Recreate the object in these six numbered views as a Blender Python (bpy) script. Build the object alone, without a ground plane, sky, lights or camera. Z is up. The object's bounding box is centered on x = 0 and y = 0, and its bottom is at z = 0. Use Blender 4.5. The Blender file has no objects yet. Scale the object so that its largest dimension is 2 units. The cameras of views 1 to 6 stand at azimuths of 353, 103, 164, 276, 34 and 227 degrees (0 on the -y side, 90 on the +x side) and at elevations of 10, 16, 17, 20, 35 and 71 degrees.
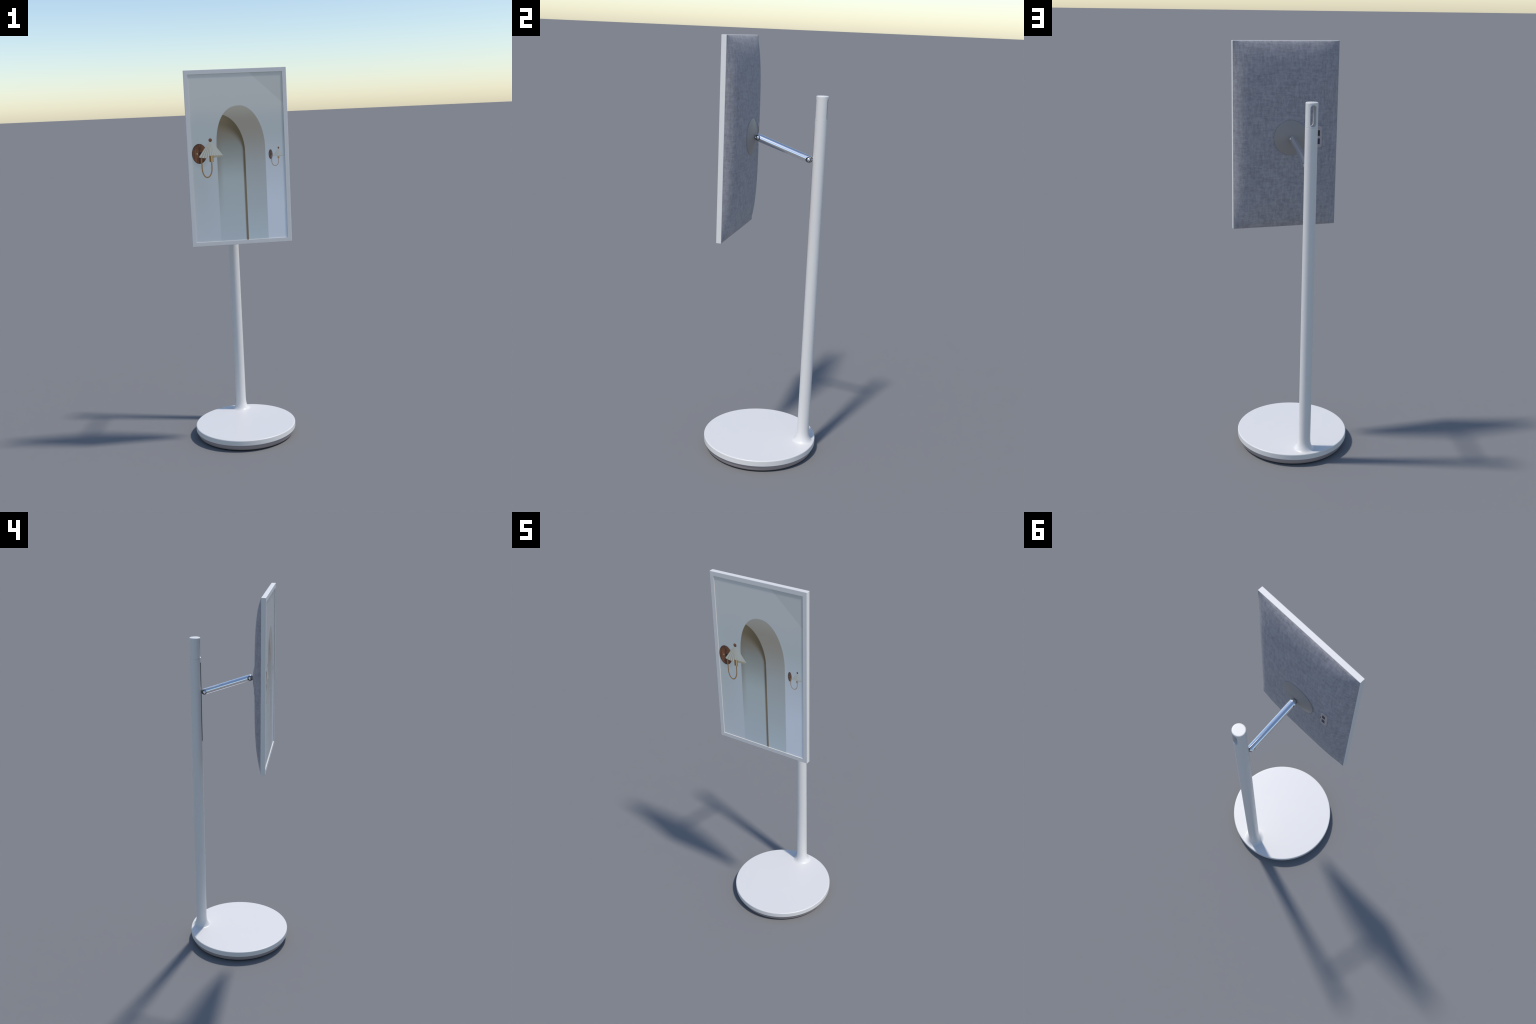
import bpy, bmesh, math
from mathutils import Vector, Matrix

# ------------------------------------------------------------------ sizes (m)
BASE_R, BASE_TOP, BASE_LIP = 0.2787, 0.0626, 0.0335      # white foot plate
POLE_Y, POLE_R = 0.222, 0.0285
SEAM_Z, POLE_TOP = 1.6445, 1.7542                        # handle sits above the seam
TV_X0, TV_X1, TV_Z0, TV_Z1 = -0.2496, 0.2724, 1.1037, 2.0
TV_FRONT, TV_BACK, TV_GLASS = -0.1702, -0.1468, -0.1671
LIP = 0.0205                                             # bezel width
CX, CZ = (TV_X0 + TV_X1) / 2, (TV_Z0 + TV_Z1) / 2
HW, HH = (TV_X1 - TV_X0) / 2, (TV_Z1 - TV_Z0) / 2
CUSHION = 0.0445                                         # bulge of the fabric back
PIN_POLE = Vector((0.0, 0.1758, 1.4673))                 # arm pivots
PIN_TV = Vector((0.0, -0.0648, 1.5496))
ARM_R = 0.0171

# ------------------------------------------------------------------ node helpers
class Graph:
    """Small expression builder on top of shader math nodes."""
    def __init__(self, name):
        self.mat = bpy.data.materials.new(name)
        self.mat.use_nodes = True
        self.t = self.mat.node_tree
        self.t.nodes.clear()
        self.out = self.t.nodes.new('ShaderNodeOutputMaterial')
        self.bsdf = self.t.nodes.new('ShaderNodeBsdfPrincipled')
        self.t.links.new(self.bsdf.outputs[0], self.out.inputs[0])
        co = self.t.nodes.new('ShaderNodeTexCoord')
        self.obj = co.outputs['Object']
        s = self.t.nodes.new('ShaderNodeSeparateXYZ')
        self.t.links.new(self.obj, s.inputs[0])
        self.x, self.y, self.z = s.outputs

    def put(self, sock, v):
        if isinstance(v, (int, float)):
            sock.default_value = v
        elif isinstance(v, tuple):
            sock.default_value = (*v, 1.0) if len(v) == 3 and sock.type == 'RGBA' else v
        else:
            self.t.links.new(v, sock)

    def op(self, o, a, b=0.0, c=0.0, clamp=False):
        n = self.t.nodes.new('ShaderNodeMath')
        n.operation, n.use_clamp = o, clamp
        for i, v in enumerate((a, b, c)):
            self.put(n.inputs[i], v)
        return n.outputs[0]

    def add(self, a, b): return self.op('ADD', a, b)
    def sub(self, a, b): return self.op('SUBTRACT', a, b)
    def mul(self, a, b): return self.op('MULTIPLY', a, b)
    def power(self, a, b): return self.op('POWER', a, b)
    def mini(self, a, b): return self.op('MINIMUM', a, b)
    def maxi(self, a, b): return self.op('MAXIMUM', a, b)
    def abs(self, a): return self.op('ABSOLUTE', a)
    def inv(self, a): return self.op('SUBTRACT', 1.0, a)

    def ramp(self, v, lo, hi, smooth=True):
        """0 below lo, 1 above hi (or reversed)."""
        n = self.t.nodes.new('ShaderNodeMapRange')
        n.interpolation_type = 'SMOOTHSTEP' if smooth else 'LINEAR'
        n.clamp = True
        flip = lo > hi
        self.put(n.inputs[0], v)
        n.inputs[1].default_value, n.inputs[2].default_value = min(lo, hi), max(lo, hi)
        n.inputs[3].default_value, n.inputs[4].default_value = (1, 0) if flip else (0, 1)
        return n.outputs[0]

    def edge(self, d, soft=0.0008):
        """mask from a signed distance: 1 inside (d < 0)."""
        return self.ramp(d, soft, -soft)

    def hyp(self, dx, dz):
        return self.op('SQRT', self.add(self.mul(dx, dx), self.mul(dz, dz)))

    def ellipse(self, cx, cz, a, b):
        X = self.mul(self.sub(self.x, cx), 1 / a)
        Z = self.mul(self.sub(self.z, cz), 1 / b)
        return self.mul(self.sub(self.hyp(X, Z), 1.0), min(a, b))

    def box(self, x0, x1, z0, z1):
        dx = self.sub(self.abs(self.sub(self.x, (x0 + x1) / 2)), (x1 - x0) / 2)
        dz = self.sub(self.abs(self.sub(self.z, (z0 + z1) / 2)), (z1 - z0) / 2)
        return self.maxi(dx, dz)

    def line(self, p, q):
        """signed distance to the line p->q, negative on the right-hand side."""
        ux, uz = q[0] - p[0], q[1] - p[1]
        l = math.hypot(ux, uz)
        nx, nz = -uz / l, ux / l
        return self.add(self.mul(self.sub(self.x, p[0]), nx), self.mul(self.sub(self.z, p[1]), nz))

    def mix(self, f, a, b, kind='MIX'):
        n = self.t.nodes.new('ShaderNodeMix')
        n.data_type, n.blend_type = 'RGBA', kind
        self.put(n.inputs[0], f)
        self.put(n.inputs[6], a)
        self.put(n.inputs[7], b)
        return n.outputs[2]

    def noise(self, scale, detail=2.0, stretch=(1, 1, 1), rough=0.5):
        m = self.t.nodes.new('ShaderNodeMapping')
        m.inputs['Scale'].default_value = stretch
        self.t.links.new(self.obj, m.inputs[0])
        n = self.t.nodes.new('ShaderNodeTexNoise')
        n.inputs['Scale'].default_value = scale
        n.inputs['Detail'].default_value = detail
        n.inputs['Roughness'].default_value = rough
        self.t.links.new(m.outputs[0], n.inputs['Vector'])
        return n.outputs[0]

    def bump(self, height, strength, dist):
        n = self.t.nodes.new('ShaderNodeBump')
        n.inputs['Strength'].default_value = strength
        n.inputs['Distance'].default_value = dist
        self.put(n.inputs['Height'], height)
        self.t.links.new(n.outputs[0], self.bsdf.inputs['Normal'])

    def finish(self, color, rough=0.5, metal=0.0, spec=0.5):
        self.put(self.bsdf.inputs['Base Color'], color)
        self.put(self.bsdf.inputs['Roughness'], rough)
        self.bsdf.inputs['Metallic'].default_value = metal
        self.bsdf.inputs['Specular IOR Level'].default_value = spec
        return self.mat


def plain(name, color, rough, metal=0.0, spec=0.5, grain=0.0):
    g = Graph(name)
    c = color
    if grain:
        n = g.noise(60, 3)
        c = g.mix(g.mul(n, grain), color, tuple(v * 0.8 for v in color))
    return g.finish(c, rough, metal, spec)


def srgb(r, g, b, k=1.0):
    f = lambda v: ((v / 255 + 0.055) / 1.055) ** 2.4 if v > 10 else v / 255 / 12.92
    return (f(r) * k, f(g) * k, f(b) * k)

# ------------------------------------------------------------------ materials
white = plain('white_lacquer', (0.718, 0.690, 0.660), 0.36, grain=0.05)
frame_white = plain('white_frame_lacquer', (0.718, 0.690, 0.660), 0.5, grain=0.05)
dark_ring = plain('grey_rubber', (0.335, 0.285, 0.28), 0.6, grain=0.2)
gap_black = plain('shadow_gap_black', (0.03, 0.03, 0.03), 0.7)  # black put in for the shadow gap under the base
chrome = plain('polished_chrome', (0.90, 0.91, 0.93), 0.16, metal=1.0)
black = plain('liner_black', (0.012, 0.012, 0.013), 0.5)  # for the liner that darkens the pin gaps
rail_black = plain('black_rail', (0.03, 0.03, 0.03), 0.5)
disc_grey = plain('grey_plastic', (0.315, 0.282, 0.262), 0.45, grain=0.1)
port_beige = plain('port_panel_plastic', (0.47, 0.395, 0.39), 0.5, grain=0.1)
port_dark = plain('port_shell', (0.035, 0.028, 0.026), 0.45)
port_blue = plain('port_blue_tongue', (0.022, 0.030, 0.120), 0.5)


def fabric():
    g = Graph('woven_grey_fabric')
    warp = g.noise(27, 2, (3.4, 1, 0.6), 0.5)
    weft = g.noise(27, 2, (0.6, 1, 3.4), 0.5)
    blotch = g.noise(62, 2, (1, 1, 1), 0.5)
    t = g.add(g.mul(warp, 0.36), g.add(g.mul(weft, 0.30), g.mul(blotch, 0.34)))
    t = g.ramp(t, 0.40, 0.60, False)
    col = g.mix(t, (0.280, 0.264, 0.284), (0.398, 0.376, 0.394))
    slub_x = g.noise(150, 2, (3.0, 1, 0.35))
    slub_z = g.noise(150, 2, (0.35, 1, 3.0))
    col = g.mix(g.mul(g.ramp(g.add(slub_x, slub_z), 0.90, 1.20), 0.30), col, (0.450, 0.420, 0.430))
    col = g.mix(g.mul(g.ramp(g.add(slub_x, slub_z), 1.08, 0.82), 0.25), col, (0.225, 0.212, 0.228))
    thread_x = g.op('SINE', g.mul(g.x, 2 * math.pi / 0.0022))
    thread_z = g.op('SINE', g.mul(g.z, 2 * math.pi / 0.0022))
    g.bump(g.mul(thread_x, thread_z), 0.25, 0.0006)
    g.bsdf.inputs['Sheen Weight'].default_value = 0.12
    g.bsdf.inputs['Sheen Roughness'].default_value = 0.5
    return g.finish(col, 0.9, spec=0.2)


def picture():
    """Photograph shown on the screen: plaster arch niche between two pleated wall lamps."""
    g = Graph('screen_picture')
    up = g.ramp(g.z, 1.12, 1.98, False)                 # 0 foot .. 1 head of the picture
    across = g.ramp(g.x, -0.23, 0.25, False)
    # --- wall
    wall = g.mix(g.ramp(g.z, 1.12, 1.45, False), WALL_LOW, WALL_MID)
    wall = g.mix(g.ramp(g.z, 1.70, 1.84), wall, WALL_HIGH)
    near_arch = g.mul(g.ramp(g.x, -0.20, -0.10), g.ramp(g.z, 1.62, 1.45))
    wall = g.mix(g.mul(near_arch, 0.45), wall, WALL_LOW)
    wall = g.mix(g.mul(g.ramp(g.x, 0.05, 0.16), g.ramp(g.z, 1.68, 1.32, False)), wall, WALL_RIGHT)
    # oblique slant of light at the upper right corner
    slant = g.edge(g.line((0.084, 1.9762), (0.2482, 1.8236)), 0.003)
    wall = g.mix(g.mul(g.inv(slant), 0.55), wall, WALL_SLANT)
    # --- outer arch: half-width 0.125 round x = 0.0253, springing at z = 1.60
    X = g.mul(g.sub(g.x, 0.0253), 1 / 0.125)
    aX = g.mini(g.abs(X), 1.0)
    def crown(n):
        return g.power(g.maxi(g.inv(g.power(aX, n)), 0.0), 1 / n)
    left = g.ramp(X, 0.12, -0.12)
    h = g.add(g.mul(left, crown(2.4)), g.mul(g.inv(left), crown(1.95)))
    top = g.add(1.60, g.mul(h, 0.217))
    d_arch = g.maxi(g.mul(g.sub(g.z, top), 0.6), g.mul(g.sub(g.abs(X), 1.0), 0.125))
    arch = g.edge(d_arch, 0.0012)
    soffit = g.mix(g.ramp(g.z, 1.15, 1.48, False), SOFFIT_LOW, SOFFIT_MID)
    soffit = g.mix(g.ramp(g.z, 1.46, 1.72), soffit, SOFFIT_HIGH)
    soffit = g.mix(g.mul(g.ramp(g.z, 1.74, 1.82), 0.7), soffit, SOFFIT_TOP)
    # --- back wall of the niche, bounded by an inner quarter ellipse
    def quarter(c, a, z0, hh):
        q = g.mini(g.abs(g.mul(g.sub(g.x, c), 1 / a)), 1.0)
        return g.add(z0, g.mul(g.op('SQRT', g.maxi(g.inv(g.mul(q, q)), 0.0)), hh))
    d_in = g.maxi(g.mul(g.sub(g.z, quarter(-0.09, 0.1358, 1.58, 0.198)), 0.7), g.sub(g.x, 0.0458))
    inner = g.edge(d_in, 0.001)
    back = g.mix(g.ramp(g.z, 1.15, 1.48, False), NICHE_LOW, NICHE_MID)
    back = g.mix(g.ramp(g.z, 1.42, 1.64), back, NICHE_HIGH)
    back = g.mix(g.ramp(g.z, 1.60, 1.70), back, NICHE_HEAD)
    back = g.mix(g.mul(g.ramp(g.x, -0.065, -0.10), g.mul(g.ramp(g.z, 1.20, 1.55), 0.45)), back, NICHE_HEAD)
    d_sh = g.maxi(g.mul(g.sub(g.z, quarter(-0.09, 0.127, 1.575, 0.135)), 0.5), g.sub(g.x, 0.0362))
    soft = g.ramp(g.z, 1.50, 1.66)
    edge_soft = g.ramp(d_sh, -0.014, 0.014)
    edge_hard = g.ramp(d_sh, -0.006, 0.002)
    shade = g.add(g.mul(soft, edge_soft), g.mul(g.inv(soft), edge_hard))
    shade_col = g.mix(g.ramp(g.x, 0.02, -0.09), SHADE_DEEP, SHADE_SOFT)
    shade_col = g.mix(g.ramp(g.z, 1.56, 1.40), shade_col, REVEAL)
    back = g.mix(shade, back, shade_col)
    inside = g.mix(inner, soffit, back)
    pic = g.mix(arch, wall, inside)

    def lamp(pic, plate, knob, shade, socket, tube, strength, pleats):
        px, pz, pa, pb = plate
        # faint shadow of the lamp on the wall
        halo = g.ramp(g.ellipse(px + 0.1 * pa, pz - 0.2 * pb, pa * 1.2, pb * 1.2), pa * 0.25, -pa * 0.3)
        pic = g.mix(g.mul(halo, 0.12), pic, (0.10, 0.10, 0.10))
        # round wooden plate
        grain = g.noise(160, 3, (1, 1, 0.10))
        streak = g.noise(60, 2, (1, 1, 0.12))
        wood = g.mix(g.ramp(grain, 0.35, 0.65), WOOD_DARK, WOOD_LIGHT)
        wood = g.mix(g.mul(g.ramp(streak, 0.48, 0.62), 0.7), wood, WOOD_DEEP)
        d_plate = g.ellipse(px, pz, pa, pb)
        wood = g.mix(g.ramp(d_plate, -0.10 * pa, 0.0), wood, WOOD_DEEP)
        pic = g.mix(g.mul(g.edge(d_plate, 0.0007), 0.8 + 0.2 * strength), pic, wood)
        kx = px + 0.05 * pa
        pic = g.mix(g.edge(g.box(kx - 0.03 * pa, kx + 0.30 * pa, pz - 0.17 * pb, pz + 0.15 * pb), 0.0012), pic, (0.012, 0.011, 0.010))
        pic = g.mix(g.edge(g.ellipse(px - 0.30 * pa, pz + 0.01 * pb, 0.09 * pa, 0.07 * pb), 0.0005), pic, BRASS_LIGHT)
        # brass swan-neck: two uprights and a half ellipse below
        tx0, tx1, tz, tlow, tw, ttop0, ttop1 = tube
        cxm, aa = (tx0 + tx1) / 2, (tx1 - tx0) / 2
        bb = tz - tlow
        r = g.hyp(g.mul(g.sub(g.x, cxm), 1 / aa), g.mul(g.sub(g.z, tz), 1 / bb))
        slope = g.hyp(g.mul(g.sub(g.x, cxm), 1 / aa ** 2), g.mul(g.sub(g.z, tz), 1 / bb ** 2))
        gap = g.op('DIVIDE', g.mul(g.abs(g.sub(r, 1.0)), r), g.maxi(slope, 1e-3))
        d_bow = g.maxi(g.sub(gap, tw), g.sub(g.z, tz))
        d_u = g.mini(g.box(tx0 - tw, tx0 + tw, tz - 0.001, ttop0), g.box(tx1 - tw, tx1 + tw, tz - 0.001, ttop1))
        d_tube = g.mini(d_bow, d_u)
        brass = g.mix(g.ramp(d_tube, -tw * 0.2, -tw * 0.9), BRASS_DARK, BRASS)
        pic = g.mix(g.edge(d_tube, 0.0005), pic, brass)
        # socket under the shade
        s = socket
        d_s = g.box(*s)
        f = g.mul(g.sub(g.x, s[0]), 1 / (s[1] - s[0]))
        sc = g.mix(g.ramp(f, 0.15, 0.45), BRASS_DARK, BRASS_DARK)
        sc = g.mix(g.mul(g.ramp(f, 0.35, 0.55), g.ramp(f, 1.0, 0.7)), sc, BRASS_LIGHT)
        # pleated conical shade
        (tx, tzz, th), (lx, lz), (rx, rz), sag = shade
        d_l = g.line((lx, lz), (tx - th, tzz))
        d_r = g.line((tx + th, tzz), (rx, rz))
        mid = (lx + rx) / 2
        halfw = (rx - lx) / 2
        e = g.mul(g.sub(g.x, mid), 1 / halfw)
        rim = g.add(lz, g.mul(g.add(e, 1.0), (rz - lz) / 2))
        bow = g.mul(g.op('SQRT', g.maxi(g.inv(g.mul(e, e)), 0.0)), sag)
        d_b = g.sub(g.sub(rim, bow), g.z)
        wedge = g.maxi(g.maxi(d_l, d_r), g.sub(g.z, tzz))
        d_sh = g.maxi(wedge, d_b)
        ang = g.op('ARCTAN2', g.sub(g.x, tx), g.sub(tzz + th * 1.2, g.z))
        wave = g.op('SINE', g.mul(ang, pleats))
        cloth = g.mix(g.mul(g.ramp(wave, -0.6, 1.0), g.ramp(e, 0.35, -0.3)), LINEN, LINEN_FOLD)
        cloth = g.mix(g.mul(g.ramp(wave, 0.0, 1.0), 0.25), cloth, LINEN_FOLD)
        # the inside of the far rim shows as a darker crescent
        lip = g.mul(g.ramp(g.sub(g.sub(rim, g.mul(bow, -0.25)), g.z), -0.001, 0.001), 0.75)
        lip = g.mul(lip, g.ramp(e, -0.1, 0.1))
        cloth = g.mix(lip, cloth, LINEN_INSIDE)
        pic = g.mix(g.mul(g.edge(d_sh, 0.0007), strength), pic, cloth)
        pic = g.mix(g.edge(d_s, 0.0005), pic, sc)
        # turned wooden knob
        d_k = g.ellipse(*knob)
        kn = g.mix(g.ramp(g.z, knob[1] - knob[3], knob[1] + 0.2 * knob[3]), WOOD_DEEP, WOOD_LIGHT)
        return g.mix(g.edge(d_k, 0.0006), pic, kn)

    pic = lamp(pic, (-0.1893, 1.5820, 0.0378, 0.0508), (-0.1305, 1.6490, 0.0090, 0.0090),
               ((-0.1298, 1.6400, 0.0085), (-0.1925, 1.5668), (-0.0680, 1.5690), 0.0095),
               (-0.1395, -0.1192, 1.5380, 1.5700),
               (-0.1790, -0.1288, 1.5080, 1.4600, 0.0029, 1.5600, 1.5400), 1.0, 46)
    pic = lamp(pic, (0.1772, 1.5630, 0.0102, 0.0247), (0.2191, 1.5943, 0.0040, 0.0052),
               ((0.2189, 1.5895, 0.0045), (0.1894, 1.5535), (0.2460, 1.5545), 0.0030),
               (0.2135, 0.2221, 1.5403, 1.5505),
               (0.1823, 0.2173, 1.5250, 1.5030, 0.0013, 1.5600, 1.5420), 0.62, 40)
    return g.finish(pic, 0.07, spec=0.5)

# colours of the photograph
WALL_HIGH = (0.650, 0.634, 0.590)
WALL_MID = (0.605, 0.622, 0.585)
WALL_LOW = (0.675, 0.690, 0.690)
WALL_RIGHT = (0.800, 0.820, 0.850)
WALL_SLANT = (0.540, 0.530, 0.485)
SOFFIT_LOW = (0.620, 0.670, 0.660)
SOFFIT_MID = (0.518, 0.525, 0.489)
SOFFIT_HIGH = (0.420, 0.365, 0.282)
SOFFIT_TOP = (0.490, 0.450, 0.365)
NICHE_LOW = (0.600, 0.640, 0.640)
NICHE_MID = (0.545, 0.582, 0.535)
NICHE_HIGH = (0.345, 0.340, 0.285)
NICHE_HEAD = (0.290, 0.235, 0.160)
SHADE_DEEP = (0.152, 0.112, 0.056)
SHADE_SOFT = (0.225, 0.165, 0.095)
REVEAL = (0.265, 0.200, 0.125)
WOOD_LIGHT = (0.270, 0.100, 0.042)
WOOD_DARK = (0.095, 0.038, 0.018)
WOOD_DEEP = (0.040, 0.018, 0.011)
BRASS = (0.490, 0.275, 0.080)
BRASS_DARK = (0.290, 0.130, 0.030)
BRASS_LIGHT = (0.680, 0.480, 0.240)
LINEN = (0.700, 0.670, 0.560)
LINEN_FOLD = (0.500, 0.440, 0.320)
LINEN_INSIDE = (0.430, 0.340, 0.200)

# ------------------------------------------------------------------ mesh helpers
root = bpy.data.objects.new('television_stand', None)
bpy.context.collection.objects.link(root)
root['label'] = 'white framed television with fabric back on round-footed pole stand'
root['category'] = 'television'


def make(name, verts, faces, mat, parent=root, smooth=True, angle=40):
    me = bpy.data.meshes.new(name)
    me.from_pydata([tuple(v) for v in verts], [], faces)
    return wrap(name, me, mat, parent, smooth, angle)


def wrap(name, me, mat, parent=root, smooth=True, angle=40):
    ob = bpy.data.objects.new(name, me)
    bpy.context.collection.objects.link(ob)
    ob.parent = parent
    bm = bmesh.new()
    bm.from_mesh(me)
    bmesh.ops.remove_doubles(bm, verts=bm.verts, dist=1e-6)
    bmesh.ops.recalc_face_normals(bm, faces=bm.faces)
    if smooth:
        for f in bm.faces:
            f.smooth = True
        for e in bm.edges:
            e.smooth = not (len(e.link_faces) == 2 and e.calc_face_angle(0) > math.radians(angle))
    bm.to_mesh(me)
    bm.free()
    me.materials.append(mat)
    return ob


def lathe(name, profile, mat, centre=(0, 0), seg=96, parent=root, axis='Z', origin=(0, 0, 0), angle=40):
    """profile: (radius, height) pairs; a radius of 0 closes the end."""
    V, F = [], []
    rings = []
    for r, h in profile:
        if r <= 1e-9:
            rings.append([len(V)])
            V.append((0, 0, h))
        else:
            ring = []
            for i in range(seg):
                a = 2 * math.pi * i / seg
                ring.append(len(V))
                V.append((r * math.cos(a), r * math.sin(a), h))
            rings.append(ring)
    for A, B in zip(rings, rings[1:]):
        for i in range(seg):
            j = (i + 1) % seg
            if len(A) == 1 and len(B) == 1:
                continue
            if len(A) == 1:
                F.append((A[0], B[i], B[j]))
            elif len(B) == 1:
                F.append((A[i], A[j], B[0]))
            else:
                F.append((A[i], A[j], B[j], B[i]))
    if axis == 'Z':
        V = [(x + centre[0], y + centre[1], z) for x, y, z in V]
    else:
        M = axis if isinstance(axis, Matrix) else {'X': Matrix.Rotation(math.pi / 2, 3, 'Y'), 'Y': Matrix.Rotation(-math.pi / 2, 3, 'X')}[axis]
        V = [tuple(M @ Vector(v) + Vector(origin)) for v in V]
    return make(name, V, F, mat, parent, True, angle)


def arc(cx, cz, r, a0, a1, n=6):
    return [(cx + r * math.cos(math.radians(a0 + (a1 - a0) * i / n)),
             cz + r * math.sin(math.radians(a0 + (a1 - a0) * i / n))) for i in range(n + 1)]


def apply_boolean(ob, cutter, op='DIFFERENCE'):
    m = ob.modifiers.new('cut', 'BOOLEAN')
    m.operation, m.object, m.solver = op, cutter, 'EXACT'
    dg = bpy.context.evaluated_depsgraph_get()
    me = bpy.data.meshes.new_from_object(ob.evaluated_get(dg))
    ob.modifiers.clear()
    old = ob.data
    ob.data = me
    bpy.data.meshes.remove(old)
    bpy.data.objects.remove(cutter)


def resmooth(ob, angle):
    bm = bmesh.new()
    bm.from_mesh(ob.data)
    for f in bm.faces:
        f.smooth = True
    for e in bm.edges:
        e.smooth = not (len(e.link_faces) == 2 and e.calc_face_angle(0) > math.radians(angle))
    bm.to_mesh(ob.data)
    bm.free()


def rounded_rect(w, h, r, n=8):
    pts = []
    for cx, cz, a in ((w - r, h - r, 0), (-w + r, h - r, 90), (-w + r, -h + r, 180), (w - r, -h + r, 270)):
        pts += arc(cx, cz, r, a, a + 90, n)
    return pts

# ------------------------------------------------------------------ foot
lathe('base', [(0, BASE_LIP)] + [(BASE_R - 0.003, BASE_LIP)] + arc(BASE_R - 0.002, BASE_LIP + 0.002, 0.002, -90, 0, 3)
      + [(BASE_R, BASE_LIP + 0.0026), (BASE_R, BASE_TOP - 0.0054)] + arc(BASE_R - 0.0048, BASE_TOP - 0.0048, 0.0048, 0, 90, 8) + [(BASE_R - 0.0056, BASE_TOP), (BASE_R - 0.05, BASE_TOP + 0.0002), (0, BASE_TOP + 0.0002)],
      white, seg=160)
lathe('base_skirt', [(0, BASE_LIP - 0.0002), (BASE_R - 0.0080, BASE_LIP - 0.0002), (BASE_R - 0.0085, 0.022), (BASE_R - 0.0105, 0.012),
                     (BASE_R - 0.0135, 0.0065), (BASE_R - 0.0150, 0.0055), (0, 0.0055)], dark_ring, seg=160)
lathe('foot_gap_disc', [(0, 0.0054), (BASE_R - 0.0165, 0.0054), (BASE_R - 0.0185, 0.0), (0, 0.0)], gap_black, seg=96)  # low foot disc, black to stand for the shadow gap below the skirt

# ------------------------------------------------------------------ pole with flared foot
FLARE_H, FLARE_W = 0.062, 0.0250
prof = []
for i in range(15):
    t = i / 14
    a = t * math.pi / 2
    prof.append((0.0291 + FLARE_W * (1 - math.sin(a)) ** 1.15, BASE_TOP + 0.0002 + FLARE_H * (1 - math.cos(a)) ** 1.0))
for i in range(1, 13):
    z = BASE_TOP + FLARE_H + (SEAM_Z - 0.0008 - BASE_TOP - FLARE_H) * i / 12
    prof.append((0.0291 + (0.0283 - 0.0291) * i / 12, z))
prof += [(0.0277, SEAM_Z), (0, SEAM_Z)]
prof.insert(-3, (0.0283, SEAM_Z - 0.006))
lathe('pole', prof, white, centre=(0, POLE_Y), seg=72, angle=25)

# handle: drum with a slot through it front to back
HR = 0.0282
prof = [(0, SEAM_Z + 0.0003), (HR - 0.0006, SEAM_Z + 0.0003), (HR, SEAM_Z + 0.0010)]
prof += [(HR, SEAM_Z + 0.0010 + (POLE_TOP - 0.005 - SEAM_Z) * i / 10) for i in range(1, 10)]
prof += [(HR, POLE_TOP - 0.0048)] + arc(HR - 0.0042, POLE_TOP - 0.0042, 0.0042, 0, 90, 6) + [(HR - 0.0048, POLE_TOP), (HR * 0.5, POLE_TOP), (0, POLE_TOP)]
handle = lathe('pole_handle', prof, white, centre=(0, POLE_Y), seg=72)
slot_z0, slot_z1, slot_w = 1.6492, 1.7420, 0.0132
sections = []
for y, grow in ((-0.040, 0.0040), (-0.0285, 0.0016), (-0.0255, 0.0008), (-0.023, 0.0002), (-0.016, 0), (0.016, 0), (0.023, 0.0002), (0.0255, 0.0008), (0.0285, 0.0016), (0.040, 0.0040)):
    sections.append([(x, POLE_Y + y, (slot_z0 + slot_z1) / 2 + z)
                     for x, z in rounded_rect(slot_w + grow, (slot_z1 - slot_z0) / 2 + grow * 0.8, 0.0115 + grow * 0.8, 8)])
V, F = [], []
for s in sections:
    V += s
n = len(sections[0])
for k in range(len(sections) - 1):
    for i in range(n):
        j = (i + 1) % n
        F.append((k * n + i, k * n + j, (k + 1) * n + j, (k + 1) * n + i))
F.append(tuple(range(n)))
F.append(tuple(range((len(sections) - 1) * n, len(sections) * n)))
cut = make('slot_cutter', V, F, white)
apply_boolean(handle, cut)
resmooth(handle, 38)

# black guide rail let into the front of the pole
V, F = [], []
rail_w, rail_n = math.radians(19), 8
rings = [(1.1945, 0.0), (1.1955, 0.0003), (1.6220, 0.0003), (1.6230, 0.0)]
for z, out in rings:
    for i in range(rail_n + 1):
        a = -math.pi / 2 - rail_w + 2 * rail_w * i / rail_n
        r = 0.0291 - 0.0008 * (z - 0.12) / 1.52 + 0.0001 + (out if 0 < i < rail_n else -0.0002)
        V.append((r * math.cos(a), POLE_Y + r * math.sin(a), z))
for k in range(len(rings) - 1):
    for i in range(rail_n):
        a = k * (rail_n + 1) + i
        F.append((a, a + 1, a + rail_n + 2, a + rail_n + 1))
make('guide_rail', V, F, rail_black)

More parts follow.
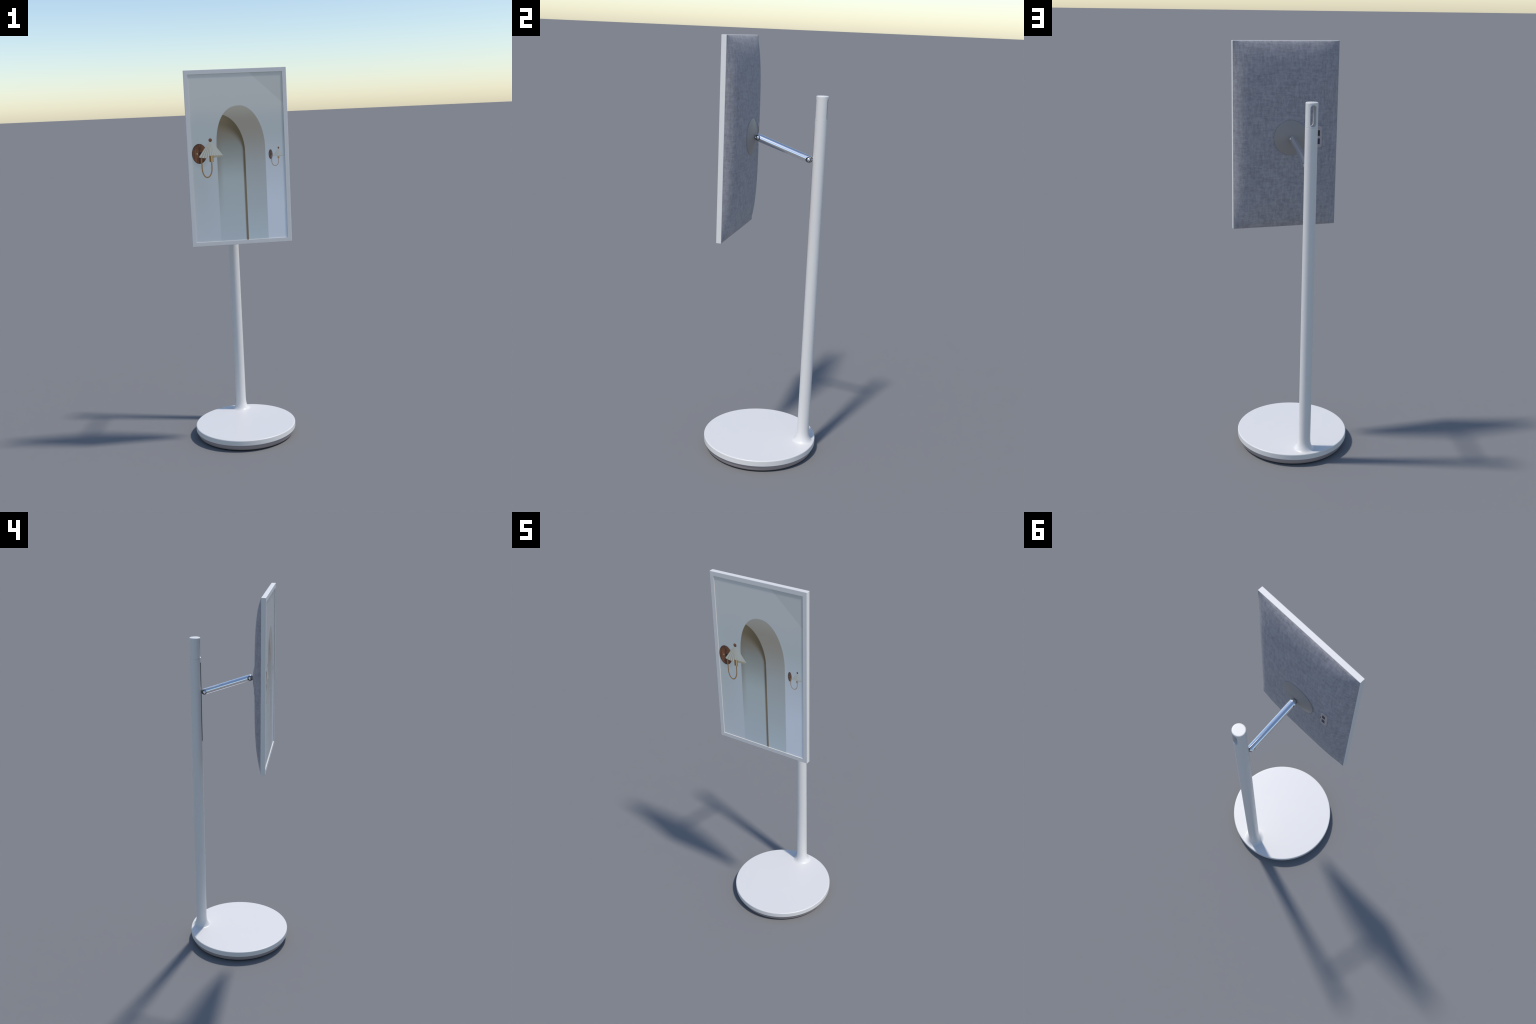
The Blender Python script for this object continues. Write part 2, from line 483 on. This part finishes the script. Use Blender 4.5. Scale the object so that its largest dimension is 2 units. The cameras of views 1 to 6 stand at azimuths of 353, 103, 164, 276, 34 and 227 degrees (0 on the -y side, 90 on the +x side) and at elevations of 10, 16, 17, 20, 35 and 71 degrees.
# ------------------------------------------------------------------ chrome arm
d = (PIN_TV - PIN_POLE)
L = d.length
M = d.to_track_quat('Z', 'X').to_matrix()
prof = [(0, -ARM_R)] + arc(0, 0, ARM_R, -80, 0, 8) + arc(0, L, ARM_R, 0, 80, 8) + [(0, L + ARM_R)]
arm = lathe('arm', prof, chrome, axis=M, origin=PIN_POLE, seg=64)
for p in (PIN_POLE, PIN_TV):
    cutter = lathe('pin_hole_cutter', [(0, -0.03), (0.0122, -0.03), (0.0122, 0.03), (0, 0.03)], chrome, axis='X', origin=p, seg=48)
    apply_boolean(arm, cutter)
resmooth(arm, 35)
for p in (PIN_POLE, PIN_TV):
    pr = [(0, -0.0172)] + arc(0, -0.0068, 0.0104, -80, 0, 8) + arc(0, 0.0068, 0.0104, 0, 80, 8) + [(0, 0.0172)]
    lathe('pivot_pin', pr, chrome, axis='X', origin=p, seg=40, parent=arm)
    lathe('pivot_gap_liner', [(0, -0.006), (0.0123, -0.006), (0.0123, 0.006), (0, 0.006)], black, axis='X', origin=p, seg=40, parent=arm)  # black liner added to darken the gap round the pin
# short necks that tie the pivots to the rail and to the mounting disc
lathe('rail_neck', [(0, 0.0130), (0.0048, 0.0130), (0.0048, 0.0160), (0.0040, 0.0190), (0, 0.0190)], chrome, axis='Y', origin=(0, PIN_POLE.y, PIN_POLE.z - 0.001), seg=32, parent=arm)
lathe('disc_neck', [(0, -0.022), (0.0075, -0.022), (0.0068, -0.014), (0.0068, -0.010), (0, -0.010)], chrome, axis='Y', origin=(0, PIN_TV.y, PIN_TV.z), seg=40, parent=arm)

# ------------------------------------------------------------------ television: frame
bm = bmesh.new()
def loop(ix, iz, y):
    return [bm.verts.new((x, y, z)) for x, z in ((TV_X0 + ix, TV_Z0 + iz), (TV_X1 - ix, TV_Z0 + iz), (TV_X1 - ix, TV_Z1 - iz), (TV_X0 + ix, TV_Z1 - iz))]
loops = [loop(0, 0, TV_BACK), loop(0, 0, TV_FRONT), loop(LIP, LIP + 0.0008, TV_FRONT), loop(LIP, LIP + 0.0008, TV_GLASS + 0.004), loop(0.012, 0.012, TV_BACK)]
for A, B in zip(loops, loops[1:] + loops[:1]):
    for i in range(4):
        j = (i + 1) % 4
        bm.faces.new((A[i], A[j], B[j], B[i]))
bmesh.ops.recalc_face_normals(bm, faces=bm.faces)
outer = [e for e in bm.edges if all(v in loops[0] + loops[1] for v in e.verts)]
bmesh.ops.bevel(bm, geom=outer, offset=0.0016, segments=3, affect='EDGES', profile=0.5)
me = bpy.data.meshes.new('screen_frame')
bm.to_mesh(me)
bm.free()
frame = wrap('screen_frame', me, frame_white, angle=10)

# screen pane with the picture
x0, x1, z0, z1 = TV_X0 + LIP - 0.003, TV_X1 - LIP + 0.003, TV_Z0 + LIP - 0.003, TV_Z1 - LIP + 0.003
V = [(x, y, z) for y in (TV_GLASS, TV_GLASS + 0.006) for x, z in ((x0, z0), (x1, z0), (x1, z1), (x0, z1))]
make('screen', V, [(0, 1, 2, 3), (7, 6, 5, 4), (0, 4, 5, 1), (1, 5, 6, 2), (2, 6, 7, 3), (3, 7, 4, 0)], picture(), smooth=False)

# padded fabric back
def puff(x, z):
    X, Z = min(abs((x - CX) / (HW - 0.001)), 1), min(abs((z - CZ) / (HH - 0.001)), 1)
    fx = max(1 - X ** 7.8, 0) ** 1.04 * (1 - 0.12 * X * X)
    fz = max(1 - Z ** 4.1, 0) ** 0.69
    swell = 0.0060 * math.exp(-((x - CX) / 0.11) ** 2 - ((z - CZ) / 0.16) ** 2)
    return CUSHION * fx * fz + swell

NX, NZ = 72, 120
V, F = [], []
for k in range(NZ + 1):
    s = math.sin((k / NZ - 0.5) * math.pi) * 0.6 + (k / NZ - 0.5) * 2 * 0.4
    for i in range(NX + 1):
        q = math.sin((i / NX - 0.5) * math.pi) * 0.6 + (i / NX - 0.5) * 2 * 0.4
        x, z = CX + (HW - 0.001) * q, CZ + (HH - 0.001) * s
        V.append((x, TV_BACK + puff(x, z), z))
for k in range(NZ):
    for i in range(NX):
        a = k * (NX + 1) + i
        F.append((a, a + 1, a + NX + 2, a + NX + 1))
m0 = len(V)                                             # closing panel on the frame side
border = list(range(NX + 1)) + [k * (NX + 1) + NX for k in range(1, NZ + 1)] + [NZ * (NX + 1) + i for i in range(NX - 1, -1, -1)] + [k * (NX + 1) for k in range(NZ - 1, 0, -1)]
V.append((CX, TV_BACK - 0.004, CZ))
for a, b in zip(border, border[1:] + border[:1]):
    F.append((b, a, m0))
cushion = make('back_cushion', V, F, fabric(), angle=60)

# shallow domed mounting disc
DISC_R, DISC_C = 0.0825, (0.0, 1.552)
prof = [(r, 0.0010 + 0.0155 * (1 - (r / DISC_R) ** 2)) for r in (0, 0.01, 0.02, 0.03, 0.04, 0.05, 0.06, 0.07, 0.0775, 0.0815)]
prof += [(DISC_R, 0.0010), (DISC_R + 0.0006, 0.0), (DISC_R + 0.0006, -0.008), (0, -0.008)]
disc_y = TV_BACK + puff(*DISC_C)
lathe('mounting_disc', prof, disc_grey, axis='Y', origin=(DISC_C[0], disc_y, DISC_C[1]), seg=96, angle=60)

# connector panel with two sockets
px, pz, pw, ph = -0.1408, 1.5513, 0.0172, 0.0520
py = TV_BACK + puff(px, pz)
V, F = [], []
secs = [(0.0, -0.012), (0.0, 0.0012), (0.0012, 0.0024)]
for ins, dy in secs:
    for x, z in rounded_rect(pw - ins, ph - ins, 0.0125, 8):
        V.append((px + x, py + dy + 0.0, pz + z))
n = len(V) // len(secs)
for k in range(len(secs) - 1):
    for i in range(n):
        j = (i + 1) % n
        F.append((k * n + i, k * n + j, (k + 1) * n + j, (k + 1) * n + i))
F.append(tuple(range((len(secs) - 1) * n, len(secs) * n)))
F.append(tuple(reversed(range(n))))
# lean the panel to follow the cushion
slope = (puff(px - 0.01, pz) - puff(px + 0.01, pz)) / 0.02
V = [(x, y - slope * (x - px), z) for x, y, z in V]
panel = make('port_panel', V, F, port_beige, angle=30)


def block(name, cx, cz, w, h, dy0, dy1, mat, parent):
    V = []
    for dy in (dy0, dy1):
        for sx, sz in ((-1, -1), (1, -1), (1, 1), (-1, 1)):
            x = cx + sx * w
            V.append((x, py - slope * (x - px) + dy, cz + sz * h))
    return make(name, V, [(0, 1, 2, 3), (7, 6, 5, 4), (0, 4, 5, 1), (1, 5, 6, 2), (2, 6, 7, 3), (3, 7, 4, 0)], mat, parent, smooth=False)


for cx, cz, blue in ((-0.1398, 1.5697, False), (-0.1398, 1.5300, True)):
    cutter = block('socket_cutter', cx, cz, 0.0078, 0.0138, -0.008, 0.006, port_beige, root)
    apply_boolean(panel, cutter)
for cx, cz, blue in ((-0.1398, 1.5697, False), (-0.1398, 1.5300, True)):
    port = block('usb_port', cx, cz, 0.0079, 0.0139, -0.0085, 0.0012, port_dark, panel)
    block('port_tongue', cx + 0.0016, cz - 0.0006, 0.0026, 0.0085, 0.0010, 0.0018, port_blue if blue else port_dark, panel)
block('port_sliver', -0.1256, 1.5490, 0.0010, 0.0085, -0.002, 0.0030, port_dark, panel)  # raised dark block for the thin dark sliver at the panel edge
lathe('panel_dot', [(0, 0), (0.0013, 0), (0.0013, 0.0032), (0, 0.0032)], port_dark, axis='Y', origin=(-0.1405, py, 1.5945), seg=16, parent=panel)  # raised dark disc drawn for the small dot, nothing is cut
